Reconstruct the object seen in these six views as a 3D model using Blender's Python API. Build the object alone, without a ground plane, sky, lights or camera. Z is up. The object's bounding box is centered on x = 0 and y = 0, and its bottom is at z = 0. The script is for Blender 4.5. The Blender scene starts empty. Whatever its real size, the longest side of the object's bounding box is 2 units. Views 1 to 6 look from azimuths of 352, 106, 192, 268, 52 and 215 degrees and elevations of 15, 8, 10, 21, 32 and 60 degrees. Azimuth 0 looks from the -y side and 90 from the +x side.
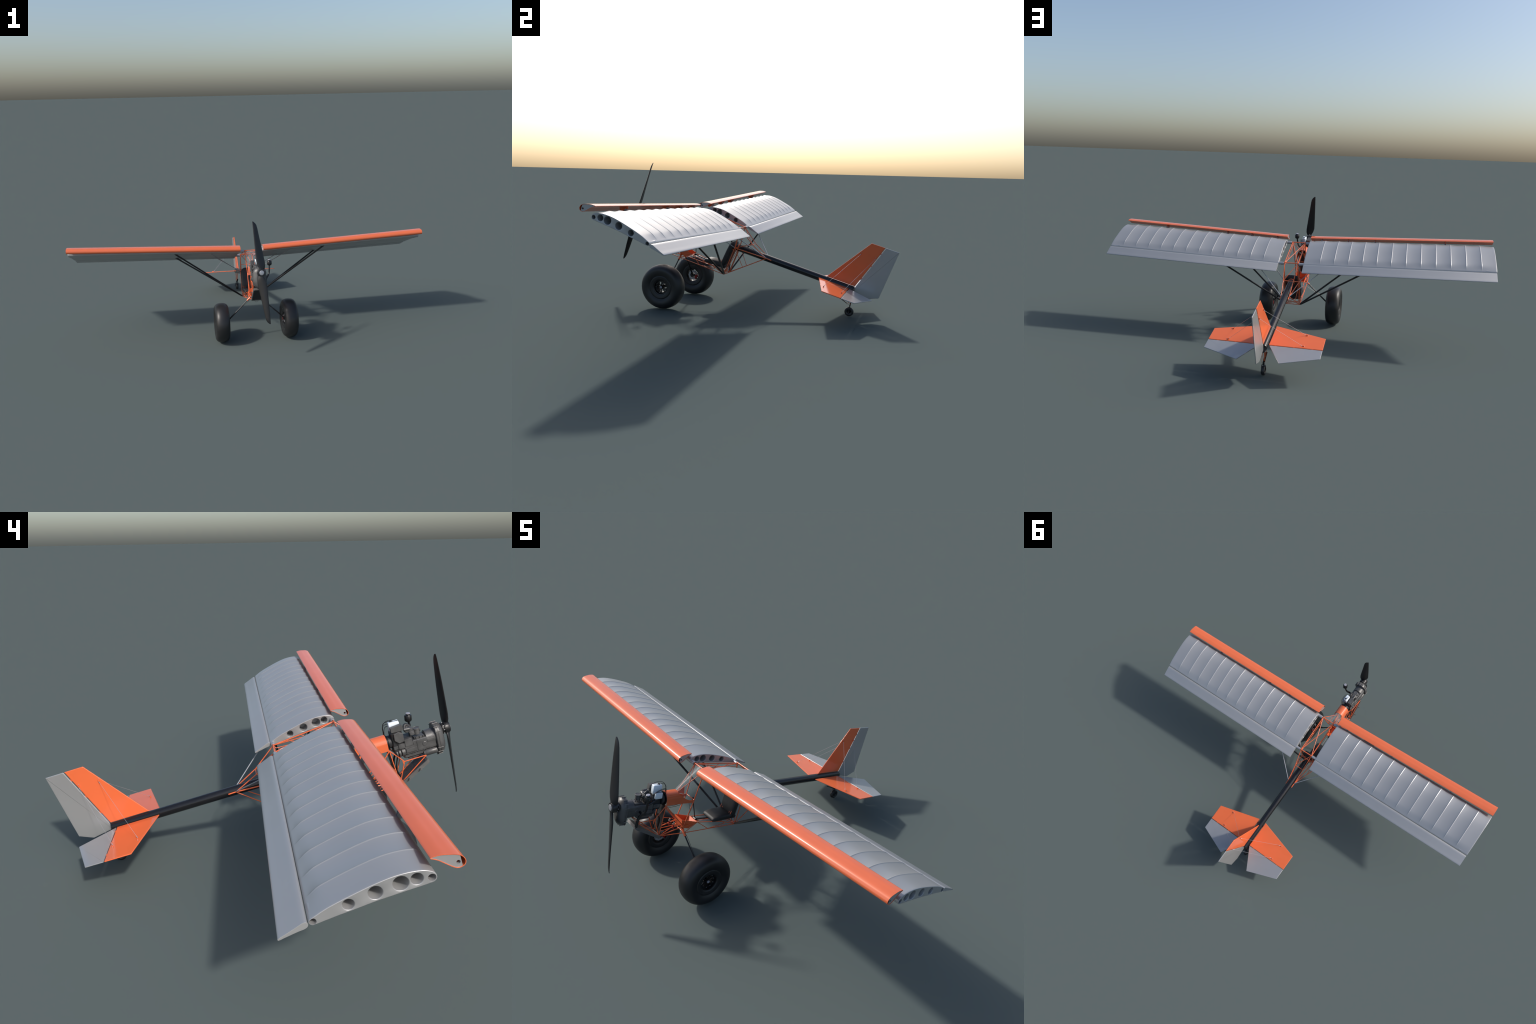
# Open-frame bush plane: tube fuselage, slatted high wing, tundra tyres, tail-dragger stance.
import bpy, bmesh, math, random
from mathutils import Vector, Matrix

random.seed(7)
PITCH = math.radians(16.0)          # the plane sits nose-up on its tail wheel
CP, SP = math.cos(PITCH), math.sin(PITCH)


def B(x, y, z):
    """level-flight coordinates (x right, y aft, z up) -> world"""
    return Vector((x, y * CP + z * SP, -y * SP + z * CP))


# ------------------------------------------------------------------ materials
def material(name, color, rough=0.4, metal=0.0, var=0.06, scale=30.0, bump=0.0, bscale=200.0,
             coat=0.0, spec=0.5, transmission=0.0, rough_var=0.0, alpha=1.0, dark=None):
    m = bpy.data.materials.new(name)
    m.use_nodes = True
    nt = m.node_tree
    b = nt.nodes["Principled BSDF"]
    b.inputs["Roughness"].default_value = rough
    b.inputs["Metallic"].default_value = metal
    b.inputs["Coat Weight"].default_value = coat
    b.inputs["Coat Roughness"].default_value = 0.08
    b.inputs["Specular IOR Level"].default_value = spec
    b.inputs["Transmission Weight"].default_value = transmission
    tc = nt.nodes.new("ShaderNodeTexCoord")
    no = nt.nodes.new("ShaderNodeTexNoise")
    no.inputs["Scale"].default_value = scale
    no.inputs["Detail"].default_value = 4.0
    nt.links.new(tc.outputs["Object"], no.inputs["Vector"])
    rp = nt.nodes.new("ShaderNodeValToRGB")
    c = Vector(color)
    lo = dark if dark else tuple(c * (1 - var))
    hi = tuple(min(1.0, v) for v in c * (1 + var))
    rp.color_ramp.elements[0].position = 0.35
    rp.color_ramp.elements[1].position = 0.65
    rp.color_ramp.elements[0].color = (*lo, 1)
    rp.color_ramp.elements[1].color = (*hi, 1)
    nt.links.new(no.outputs["Fac"], rp.inputs["Fac"])
    nt.links.new(rp.outputs["Color"], b.inputs["Base Color"])
    if rough_var:
        mr = nt.nodes.new("ShaderNodeMapRange")
        mr.inputs["To Min"].default_value = max(0.02, rough - rough_var)
        mr.inputs["To Max"].default_value = rough + rough_var
        nt.links.new(no.outputs["Fac"], mr.inputs["Value"])
        nt.links.new(mr.outputs["Result"], b.inputs["Roughness"])
    if bump:
        n2 = nt.nodes.new("ShaderNodeTexNoise")
        n2.inputs["Scale"].default_value = bscale
        n2.inputs["Detail"].default_value = 3.0
        nt.links.new(tc.outputs["Object"], n2.inputs["Vector"])
        bp = nt.nodes.new("ShaderNodeBump")
        bp.inputs["Strength"].default_value = bump
        bp.inputs["Distance"].default_value = 0.001
        nt.links.new(n2.outputs["Fac"], bp.inputs["Height"])
        nt.links.new(bp.outputs["Normal"], b.inputs["Normal"])
    return m


M = dict(
    silver=material("silver_dope_fabric", (0.41, 0.412, 0.415), rough=0.40, metal=0.42, var=0.015, scale=8),
    rib=material("aluminium_rib", (0.41, 0.412, 0.415), rough=0.42, metal=0.5, var=0.015, scale=20),
    orange=material("orange_paint", (0.72, 0.150, 0.055), rough=0.16, var=0.02, scale=12, spec=0.75),
    tailorange=material("glossy_orange_fabric", (0.74, 0.148, 0.050), rough=0.13, var=0.02, scale=12),
    tailsilver=material("glossy_silver_fabric", (0.41, 0.412, 0.415), rough=0.28, metal=0.5, var=0.015, scale=12),
    frame=material("orange_powder_coat", (0.74, 0.145, 0.050), rough=0.22, var=0.04, scale=40),
    black=material("black_enamel", (0.010, 0.010, 0.011), rough=0.3, var=0.2, scale=25),
    boom=material("black_gloss_tube", (0.009, 0.009, 0.011), rough=0.26, var=0.1, scale=12),
    rubber=material("tyre_rubber", (0.016, 0.016, 0.017), rough=0.42, var=0.15, scale=20, bump=0.08, bscale=300),
    rim=material("black_rim", (0.006, 0.006, 0.007), rough=0.3, var=0.1),
    steel=material("steel", (0.45, 0.46, 0.48), rough=0.35, metal=0.7, var=0.06, scale=60),
    alu=material("brushed_aluminium", (0.36, 0.37, 0.39), rough=0.36, metal=0.4, var=0.05, scale=50),
    red=material("red_caliper", (0.25, 0.006, 0.006), rough=0.3, var=0.1),
    cast=material("cast_engine_metal", (0.105, 0.104, 0.104), rough=0.42, metal=0.35, var=0.18, scale=35, bump=0.25,
                  bscale=220, rough_var=0.08),
    castdark=material("dark_engine_metal", (0.035, 0.035, 0.037), rough=0.45, metal=0.2, var=0.25, scale=60, bump=0.2),
    prop=material("carbon_propeller", (0.013, 0.013, 0.014), rough=0.36, var=0.1, scale=30),
    white=material("white_plastic_tank", (0.72, 0.80, 0.86), rough=0.3, var=0.03, scale=20),
    seat=material("black_vinyl", (0.020, 0.020, 0.021), rough=0.55, var=0.2, scale=60, bump=0.15, bscale=400),
    greycap=material("grey_cap", (0.30, 0.30, 0.34), rough=0.35, var=0.05),
    radiator=material("radiator_fins", (0.055, 0.055, 0.058), rough=0.5, metal=0.3, var=0.3, scale=120, bump=0.5, bscale=500),
    radcase=material("radiator_tank_metal", (0.16, 0.155, 0.15), rough=0.45, metal=0.4, var=0.12, scale=50),
    wire=material("steel_cable", (0.42, 0.42, 0.44), rough=0.35, metal=0.5, var=0.05),
)


def glass_material():
    m = bpy.data.materials.new("clear_windshield")
    m.use_nodes = True
    nt = m.node_tree
    b = nt.nodes["Principled BSDF"]
    out = nt.nodes["Material Output"]
    b.inputs["Base Color"].default_value = (0.45, 0.47, 0.48, 1)
    b.inputs["Roughness"].default_value = 0.3
    tr = nt.nodes.new("ShaderNodeBsdfTransparent")
    mx = nt.nodes.new("ShaderNodeMixShader")
    lw = nt.nodes.new("ShaderNodeLayerWeight")
    lw.inputs["Blend"].default_value = 0.25
    no = nt.nodes.new("ShaderNodeTexNoise")
    no.inputs["Scale"].default_value = 320
    tc = nt.nodes.new("ShaderNodeTexCoord")
    nt.links.new(tc.outputs["Object"], no.inputs["Vector"])
    mr = nt.nodes.new("ShaderNodeMapRange")
    mr.inputs["From Min"].default_value = 0.35
    mr.inputs["From Max"].default_value = 0.7
    mr.inputs["To Min"].default_value = 0.02
    mr.inputs["To Max"].default_value = 0.12
    nt.links.new(no.outputs["Fac"], mr.inputs["Value"])
    ad = nt.nodes.new("ShaderNodeMath")
    ad.operation = 'MULTIPLY_ADD'
    ad.inputs[1].default_value = 0.12
    nt.links.new(lw.outputs["Facing"], ad.inputs[0])
    nt.links.new(mr.outputs["Result"], ad.inputs[2])
    nt.links.new(ad.outputs[0], mx.inputs["Fac"])
    nt.links.new(tr.outputs[0], mx.inputs[1])
    nt.links.new(b.outputs[0], mx.inputs[2])
    nt.links.new(mx.outputs[0], out.inputs["Surface"])
    return m


M["glass"] = glass_material()

# ------------------------------------------------------------------ mesh tools
ROOT = bpy.data.objects.new("light_aircraft", None)
ROOT.empty_display_size = 0.1
bpy.context.scene.collection.objects.link(ROOT)
ROOT["label"] = "orange and silver tube-frame bush plane with big tyres"
ROOT["category"] = "light aircraft"


class Geo:
    """collects vertices and faces given in world space"""

    def __init__(self):
        self.v, self.f = [], []

    def add(self, verts, faces):
        o = len(self.v)
        self.v += [Vector(p) for p in verts]
        self.f += [tuple(i + o for i in f) for f in faces]
        return o

    # --- primitives -------------------------------------------------
    def rings(self, rings, closed=True, cap0=True, cap1=True, loop=False):
        n = len(rings[0])
        o = len(self.v)
        for r in rings:
            self.v += [Vector(p) for p in r]
        m = len(rings)
        for i in range(m if loop else m - 1):
            a, b = o + i * n, o + ((i + 1) % m) * n
            for j in range(n if closed else n - 1):
                k = (j + 1) % n
                self.f.append((a + j, a + k, b + k, b + j))
        if cap0 and not loop:
            self.f.append(tuple(o + j for j in reversed(range(n))))
        if cap1 and not loop:
            self.f.append(tuple(o + (m - 1) * n + j for j in range(n)))

    def tube(self, pts, r, n=10, caps=True):
        """round tube through points; r may be a list"""
        pts = [Vector(p) for p in pts]
        rr = r if isinstance(r, (list, tuple)) else [r] * len(pts)
        rings = []
        t0 = (pts[1] - pts[0]).normalized()
        up = Vector((0, 0, 1)) if abs(t0.z) < 0.9 else Vector((0, 1, 0))
        u = t0.cross(up).normalized()
        for i, p in enumerate(pts):
            if i == 0:
                t = t0
            elif i == len(pts) - 1:
                t = (pts[i] - pts[i - 1]).normalized()
            else:
                t = ((pts[i] - pts[i - 1]).normalized() + (pts[i + 1] - pts[i]).normalized()).normalized()
            u = (u - t * u.dot(t)).normalized()
            w = t.cross(u)
            rings.append([p + (u * math.cos(a) + w * math.sin(a)) * rr[i] for a in [2 * math.pi * k / n for k in range(n)]])
        self.rings(rings, cap0=caps, cap1=caps)

    def lathe(self, prof, centre, axis, n=32, closed_prof=False, caps=True):
        """prof: (distance along axis, radius)"""
        axis = Vector(axis).normalized()
        up = Vector((0, 0, 1)) if abs(axis.z) < 0.9 else Vector((0, 1, 0))
        u = axis.cross(up).normalized()
        w = axis.cross(u)
        c = Vector(centre)
        rings = []
        for d, r in prof:
            rings.append([c + axis * d + (u * math.cos(a) + w * math.sin(a)) * r for a in [2 * math.pi * k / n for k in range(n)]])
        self.rings(rings, cap0=caps and not closed_prof, cap1=caps and not closed_prof, loop=closed_prof)

    def prism(self, loop2d, f0, f1):
        """loop2d extruded between two mapping functions"""
        self.rings([[f0(*p) for p in loop2d], [f1(*p) for p in loop2d]])

    def box(self, x0, x1, y0, y1, z0, z1, fn=B, ch=0.0):
        """box in level coordinates, edges chamfered by ch"""
        if ch <= 0:
            q = [(x0, y0), (x1, y0), (x1, y1), (x0, y1)]
            self.rings([[fn(x, y, z0) for x, y in q], [fn(x, y, z1) for x, y in q]])
            return

        def oct_(e, k):
            a, b, c, d = x0 + e, x1 - e, y0 + e, y1 - e
            return [(a + k, c), (b - k, c), (b, c + k), (b, d - k), (b - k, d), (a + k, d), (a, d - k), (a, c + k)]
        self.rings([[fn(x, y, z0) for x, y in oct_(ch, ch * .6)], [fn(x, y, z0 + ch) for x, y in oct_(0, ch)],
                    [fn(x, y, z1 - ch) for x, y in oct_(0, ch)], [fn(x, y, z1) for x, y in oct_(ch, ch * .6)]])

    # --- finish -----------------------------------------------------
    def build(self, name, mat, parent=ROOT, smooth=35, kind=None):
        me = bpy.data.meshes.new(name)
        me.from_pydata([tuple(p) for p in self.v], [], self.f)
        bm = bmesh.new()
        bm.from_mesh(me)
        bmesh.ops.remove_doubles(bm, verts=bm.verts, dist=1e-6)
        bmesh.ops.recalc_face_normals(bm, faces=bm.faces)
        bm.to_mesh(me)
        bm.free()
        me.validate()
        me.materials.append(M[mat])
        if smooth:
            me.shade_smooth()
            me.set_sharp_from_angle(angle=math.radians(smooth))
            for p in me.polygons:                          # big end caps stay flat
                if p.loop_total > 12:
                    p.use_smooth = False
        ob = bpy.data.objects.new(name, me)
        bpy.context.scene.collection.objects.link(ob)
        ob.parent = parent
        if kind:
            ob["kind"] = kind
        return ob


def share(ob, name, matrix, parent):
    o2 = ob.copy()
    o2.name = name
    o2.matrix_local = matrix
    o2.parent = parent
    bpy.context.scene.collection.objects.link(o2)
    return o2


def catmull(pts, per=6, closed=True):
    """centripetal-ish smooth curve through 2D/3D control points"""
    P = [Vector(p) for p in pts]
    n = len(P)
    out = []
    for i in range(n if closed else n - 1):
        if closed:
            p0, p1, p2, p3 = P[i - 1], P[i], P[(i + 1) % n], P[(i + 2) % n]
        else:
            p1, p2 = P[i], P[i + 1]
            p0 = P[i - 1] if i else p1 * 2 - p2
            p3 = P[i + 2] if i + 2 < n else p2 * 2 - p1
        d1 = max((p1 - p0).length, 1e-9) ** .5
        d2 = max((p2 - p1).length, 1e-9) ** .5
        d3 = max((p3 - p2).length, 1e-9) ** .5
        m1 = (p2 - p1) + ((p1 - p0) / d1 - (p2 - p0) / (d1 + d2)) * d2
        m2 = (p2 - p1) + ((p3 - p2) / d3 - (p3 - p1) / (d2 + d3)) * d2
        for k in range(per):
            t = k / per
            t2, t3 = t * t, t * t * t
            out.append(p1 * (2 * t3 - 3 * t2 + 1) + m1 * (t3 - 2 * t2 + t) + p2 * (-2 * t3 + 3 * t2) + m2 * (t3 - t2))
    if not closed:
        out.append(P[-1])
    return out


def offset_loop(loop, d):
    """2D inward offset of a closed loop (any winding)"""
    n = len(loop)
    area = sum(loop[i].x * loop[(i + 1) % n].y - loop[(i + 1) % n].x * loop[i].y for i in range(n))
    s = 1 if area > 0 else -1
    out = []
    for i in range(n):
        t = (loop[(i + 1) % n] - loop[i - 1]).normalized()
        out.append(loop[i] + Vector((-t.y, t.x)) * d * s)
    return out


def sstep(a, b, x):
    t = min(1, max(0, (x - a) / (b - a)))
    return t * t * (3 - 2 * t)


# ------------------------------------------------------------------ wing
DIHEDRAL, FLAP_DIHEDRAL, SLAT_DIHEDRAL = 0.0350, 0.0318, 0.0425
X_ROOT, X_TIP = 0.0658, 0.9988


def drop(x, d=DIHEDRAL):
    return d * (0.9985 - abs(x))


def flap_drop(x):
    return drop(x, FLAP_DIHEDRAL)


def slat_drop(x):
    return drop(x, SLAT_DIHEDRAL)


AIRFOIL = [(-.1630, .3915), (-.1580, .3945), (-.1568, .3990), (-.1588, .4030), (-.1680, .4074), (-.1860, .4146), (-.2014, .4196),
           (-.2428, .4297), (-.2836, .4380), (-.3176, .4424), (-.3448, .4422), (-.3606, .4402), (-.3710, .4378),
           (-.3800, .4338), (-.3860, .4297), (-.3896, .4250), (-.3908, .4190), (-.3890, .4132), (-.3845, .4100), (-.3760, .4088),
           (-.3407, .4068), (-.2774, .4030), (-.2353, .3984), (-.2124, .3965), (-.1870, .3935)]
airfoil = catmull(AIRFOIL, 4)
RIBS = [0.148, 0.2195, 0.291, 0.362, 0.432, 0.503, 0.574, 0.646, 0.717, 0.788, 0.860, 0.9305]
CREST, SAG = 0.0046, 0.0027
HOLES = [(-.3818, .4192, .0070), (-.3565, .4247, .0112), (-.3280, .4247, .0142), (-.2823, .4206, .0131),
         (-.2325, .4126, .0108), (-.1648, .3985, .0064)]


def fabric_lift(x):
    """height of the fabric over the end-rib outline at span x: sagging bays plus a stitched bead on every rib"""
    return bay_lift(x) + max(0.0009 * math.exp(-((x - r) / 0.0017) ** 2) for r in RIBS)


def bay_lift(x):
    if x >= RIBS[-1]:
        t = (x - RIBS[-1]) / (X_TIP - RIBS[-1])
        return CREST * (1 - t) ** 1.7
    if x <= RIBS[0]:
        t = (RIBS[0] - x) / (RIBS[0] - X_ROOT)
        return CREST * (1 - t) ** 1.7
    for a, b in zip(RIBS, RIBS[1:]):
        if a <= x <= b:
            t = (x - a) / (b - a)
            return CREST - SAG * (1 - (2 * t - 1) ** 2) ** 0.9
    return 0


def wing_stations():
    xs = []
    edges = [X_ROOT] + RIBS + [X_TIP]
    for a, b in zip(edges, edges[1:]):
        xs += [a + (b - a) * k / 14 for k in range(14)]
    xs.append(X_TIP)
    for r in RIBS:                                         # extra rows across the bead
        xs += [r + d for d in (-.0034, -.0023, -.0014, -.0007, .0007, .0014, .0023, .0034)]
    return sorted(xs)


def build_wing(sg, suffix):
    g = Geo()
    rings = []
    RND = 0.0012
    xs = wing_stations()
    base = airfoil
    n = len(base)
    for x in xs:
        h = fabric_lift(x)
        ring = []
        for i, p in enumerate(base):
            t = (base[(i + 1) % n] - base[i - 1]).normalized()
            nrm = Vector((t.y, -t.x))                      # outward for this winding
            upper = sstep(-0.1, 0.5, nrm.y)
            w = sstep(-.392, -.372, p.x) * sstep(-.158, -.196, p.x) * upper
            w2 = 0.25 * sstep(-.385, -.36, p.x) * sstep(-.165, -.20, p.x) * sstep(0.1, 0.6, -nrm.y)
            q = p + nrm * h * (w + w2)
            ring.append(B(sg * x, q.x, q.y - drop(x)))
        rings.append(ring)

    def capring(x, d):
        return [B(sg * x, p.x, p.y - drop(x)) for p in offset_loop(base, d)]
    head = [capring(X_ROOT - RND, RND * .98), capring(X_ROOT - RND * .7, RND * .3), ]
    tail = [capring(X_TIP + RND * .7, RND * .3), capring(X_TIP + RND, RND * .98)]
    g.rings(head + rings + tail, cap0=False, cap1=False)
    wing = g.build("wing" + suffix, "silver", smooth=50)

    # end ribs with flanged lightening holes
    def end_rib(x, direction, holes, nm):
        loop = offset_loop(base, RND * .98)
        bm = bmesh.new()
        z = drop(x)
        edges = []

        def ring2(pts):
            vs = [bm.verts.new(B(sg * x, p[0], p[1] - z)) for p in pts]
            es = [bm.edges.new((vs[i], vs[(i + 1) % len(vs)])) for i in range(len(vs))]
            return vs, es
        vs, es = ring2(loop)
        edges += es
        K = 40
        hole_rings = []
        for (cy, cz, r) in holes:
            rim = 0.0013 if r > 0.009 else 0.0004
            hv, he = ring2([(cy + (r + rim) * math.cos(2 * math.pi * k / K), cz + (r + rim) * math.sin(2 * math.pi * k / K)) for k in range(K)])
            edges += he
            hole_rings.append((hv, cy, cz, r, rim))
        bmesh.ops.triangle_fill(bm, use_beauty=True, use_dissolve=False, edges=edges)
        for hv, cy, cz, r, rim in hole_rings:
            prev = hv
            for dr, dx in ((rim * .65, .0002), (rim * .3, .0006), (0, .0016), (0, .05)):
                xx = x - direction * dx
                cur = [bm.verts.new(B(sg * xx, cy + (r + dr) * math.cos(2 * math.pi * k / K), cz - z + (r + dr) * math.sin(2 * math.pi * k / K))) for k in range(K)]
                for k in range(K):
                    bm.faces.new((prev[k], prev[(k + 1) % K], cur[(k + 1) % K], cur[k]))
                prev = cur
            bm.faces.new(prev)
        bmesh.ops.recalc_face_normals(bm, faces=bm.faces)
        me = bpy.data.meshes.new(nm)
        bm.to_mesh(me)
        bm.free()
        me.materials.append(M["rib"])
        me.shade_smooth()
        me.set_sharp_from_angle(angle=math.radians(40))
        ob = bpy.data.objects.new(nm, me)
        bpy.context.scene.collection.objects.link(ob)
        ob.parent = wing
    end_rib(X_TIP + RND, 1, HOLES, "end_rib")
    end_rib(X_ROOT - RND, -1, HOLES[1:5], "end_rib")

    # grey spar stubs that slide over the fuselage tube
    for cy, cz, r in ((-.3822, .4190, .0078), (-.1655, .3990, .0073)):
        s = Geo()
        z = drop(0.05)
        s.lathe([(0, r), (0.030, r), (0.0305, r * .93), (0.0300, r * .72), (0.022, r * .7)], B(sg * 0.070, cy, cz - z), (-sg, 0, -DIHEDRAL), 28)
        s.build("spar_stub", "alu", wing, smooth=40)
    return wing


wings = {1: build_wing(1, ""), -1: build_wing(-1, "")}

# ------------------------------------------------------------------ flaperons
FLAP = [(-.0955, .3800), (-.0958, .3817), (-.1150, .3890), (-.1330, .3958), (-.1456, .4004), (-.1512, .4008), (-.1547, .3984), (-.1556, .3945),
        (-.1532, .3898), (-.1462, .3869), (-.1367, .3858), (-.1117, .3812), (-.0966, .3787)]
flap_loop = catmull(FLAP, 4)
for sg in (1, -1):
    g = Geo()
    x0, x1 = 0.0660, 0.9987
    rings = []
    for x, d in ((x0 - .0002, .0008), (x0, .0002), (x0 + .0008, 0), (x1 - .0008, 0), (x1, .0002), (x1 + .0002, .0008)):
        rings.append([B(sg * x, p.x - .0018 * (1 - x), p.y - flap_drop(x)) for p in offset_loop(flap_loop, d)])
    g.rings(rings)
    fl = g.build("flaperon", "silver", smooth=40)
    for x in (0.12, 0.36, 0.60, 0.84):                     # hinges
        h = Geo()
        h.box(sg * x - .0015, sg * x + .0015, -.164, -.150, .3905 - flap_drop(x), .3950 - flap_drop(x))
        h.build("flaperon_hinge", "black", fl)

# ------------------------------------------------------------------ leading-edge slats
SLAT = [(-.3857, .4572), (-.3965, .4581), (-.4069, .4572), (-.4165, .4546), (-.4275, .4514), (-.4352, .4477), (-.4409, .4422),
        (-.4437, .4338), (-.4412, .4265), (-.4340, .4229), (-.4266, .4234), (-.4189, .4285), (-.4072, .4393), (-.3974, .4482),
        (-.3895, .4530), (-.3858, .4552)]
slat_loop = catmull(SLAT, 5)
BRACKETS = (0.125, 0.2675, 0.409, 0.766)
for sg in (1, -1):
    x0, x1 = 0.0645, 0.9995
    T = 0.0011
    inner = offset_loop(slat_loop, T)

    def ring(x, loop):
        return [B(sg * x, p.x, p.y - slat_drop(x)) for p in loop]
    g = Geo()
    g.rings([ring(x0, slat_loop), ring(x1, slat_loop), ring(x1, inner), ring(x0, inner)], loop=True)
    slat = g.build("leading_edge_slat", "orange", smooth=32)
    # rib plates set into the ends, leaving the nose open ahead of the little web
    WEB = -.4370
    prof = [p for p in offset_loop(slat_loop, T * 1.02) if p.x > WEB]
    k0 = max(range(len(prof)), key=lambda i: (prof[i] - prof[i - 1]).length)
    prof = prof[k0:] + prof[:k0]
    for xe, dirn in ((x0 + .0012, -1), (x1 - .0012, 1)):
        bm = bmesh.new()
        es = []

        def r2(pts):
            vs = [bm.verts.new(B(sg * xe, p[0], p[1] - slat_drop(xe))) for p in pts]
            for i in range(len(vs)):
                es.append(bm.edges.new((vs[i], vs[(i + 1) % len(vs)])))
            return vs
        r2([(p.x, p.y) for p in prof])
        K = 20
        hv = r2([(-.4308 + .0036 * math.cos(2 * math.pi * k / K), .4340 + .0036 * math.sin(2 * math.pi * k / K)) for k in range(K)])
        bmesh.ops.triangle_fill(bm, use_beauty=True, edges=es)
        xi = xe - dirn * .006
        cur = [bm.verts.new(B(sg * xi, -.4308 + .0036 * math.cos(2 * math.pi * k / K), .4340 - slat_drop(xe) + .0036 * math.sin(2 * math.pi * k / K))) for k in range(K)]
        for k in range(K):
            bm.faces.new((hv[k], hv[(k + 1) % K], cur[(k + 1) % K], cur[k]))
        bmesh.ops.recalc_face_normals(bm, faces=bm.faces)
        me = bpy.data.meshes.new("slat_rib")
        bm.to_mesh(me)
        bm.free()
        me.materials.append(M["rib"])
        ob = bpy.data.objects.new("slat_rib", me)
        bpy.context.scene.collection.objects.link(ob)
        ob.parent = slat
    for x in BRACKETS:                                    # orange plate under the slat + grey clevis on the wing nose
        z, zw = slat_drop(x), drop(x)
        p = Geo()
        tri = [(-.4210, .4300 - z), (-.3930, .4510 - z), (-.3895, .4500 - z), (-.3905, .4390 - zw), (-.3960, .4310 - zw), (-.4060, .4235 - zw), (-.4150, .4240 - z)]
        p.prism(tri, lambda y, zz: B(sg * x - .0016, y, zz), lambda y, zz: B(sg * x + .0016, y, zz))
        p.build("slat_bracket", "frame", slat)
        c = Geo()
        for dx in (-.0030, .0030):
            quad = [(-.4030, .4290), (-.3985, .4400), (-.3900, .4400), (-.3850, .4290), (-.3880, .4200)]
            c.prism(quad, lambda y, zz: B(sg * x + dx - .0009, y, zz - zw), lambda y, zz: B(sg * x + dx + .0009, y, zz - zw))
        c.tube([B(sg * x - .0050, -.3975, .4330 - zw), B(sg * x + .0050, -.3975, .4330 - zw)], .0016, 8)
        c.build("slat_clevis", "alu", slat)

# ------------------------------------------------------------------ wing struts and brace tubes
H_NODE = (.0383, -.1805, .1215)
for sg in (1, -1):
    for top, tip in (((.434, -.3815, .4165), 0), ((.426, -.1640, .3960), 1)):
        g = Geo()
        a = B(sg * H_NODE[0] + sg * .002, H_NODE[1] + .004 * tip - .002, H_NODE[2])
        b = B(sg * top[0], top[1], top[2] - drop(top[0]))
        g.tube([a, a.lerp(b, .02), a.lerp(b, .99), b], [.0032, .0046, .0046, .0036], 14)
        g.build("wing_strut", "black")
    for (p, q) in (((.0215, .0000, .2675), (.197, -.1700, .3955)), ((.0411, -.1633, .2665), (.227, -.3750, .4090))):
        g = Geo()
        a, b = B(sg * p[0], p[1], p[2]), B(sg * q[0], q[1], q[2] - drop(q[0]))
        g.tube([a, b], .0019, 10)
        g.build("brace_tube", "alu")

# ------------------------------------------------------------------ tail boom
g = Geo()
BZ, BR = .2645, .0167
g.lathe([(-.160, BR * .86), (-.170, BR * .9), (-.170, BR), (.449, BR), (.4515, BR * .95), (.4515, BR * .86), (.40, BR * .84)], B(0, 0, BZ), B(0, 1, 0), 40, caps=True)
boom = g.build("tail_boom", "boom", smooth=40)
g = Geo()                                                 # dark angled shape at the boom's aft end
g.rings([[B(BR * .99 * math.cos(a), .4500, BZ + BR * .99 * math.sin(a)) for a in [2 * math.pi * k / 24 for k in range(24)]],
         [B(BR * .75 * math.cos(a), .4560 - .012 * math.sin(a), BZ - .003 + BR * .75 * math.sin(a)) for a in [2 * math.pi * k / 24 for k in range(24)]]])
g.build("boom_end_dark", "rim", boom)


# ------------------------------------------------------------------ tail surfaces (rounded flat panels)
def panel(name, outline, mapping, half, mat, parent=ROOT):
    """outline: 2D corners; mapping(u, v, w) with w across the thickness"""
    lp = [Vector(p) for p in outline]
    # small corner rounding
    rounded = []
    n = len(lp)
    for i in range(n):
        a, b, c = lp[i - 1], lp[i], lp[(i + 1) % n]
        r = .0016
        p1, p2 = b + (a - b).normalized() * r, b + (c - b).normalized() * r
        for k in range(4):
            t = k / 3
            rounded.append(p1 * (1 - t) ** 2 + b * 2 * t * (1 - t) + p2 * t * t)
    g = Geo()
    rings = []
    for a in (-90, -60, -30, 0, 30, 60, 90):
        s, c = math.sin(math.radians(a)), math.cos(math.radians(a))
        rings.append([mapping(p.x, p.y, half * s) for p in offset_loop(rounded, half * (1 - c) * .9)])
    g.rings(rings)
    return g.build(name, mat, parent, smooth=40)


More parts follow.
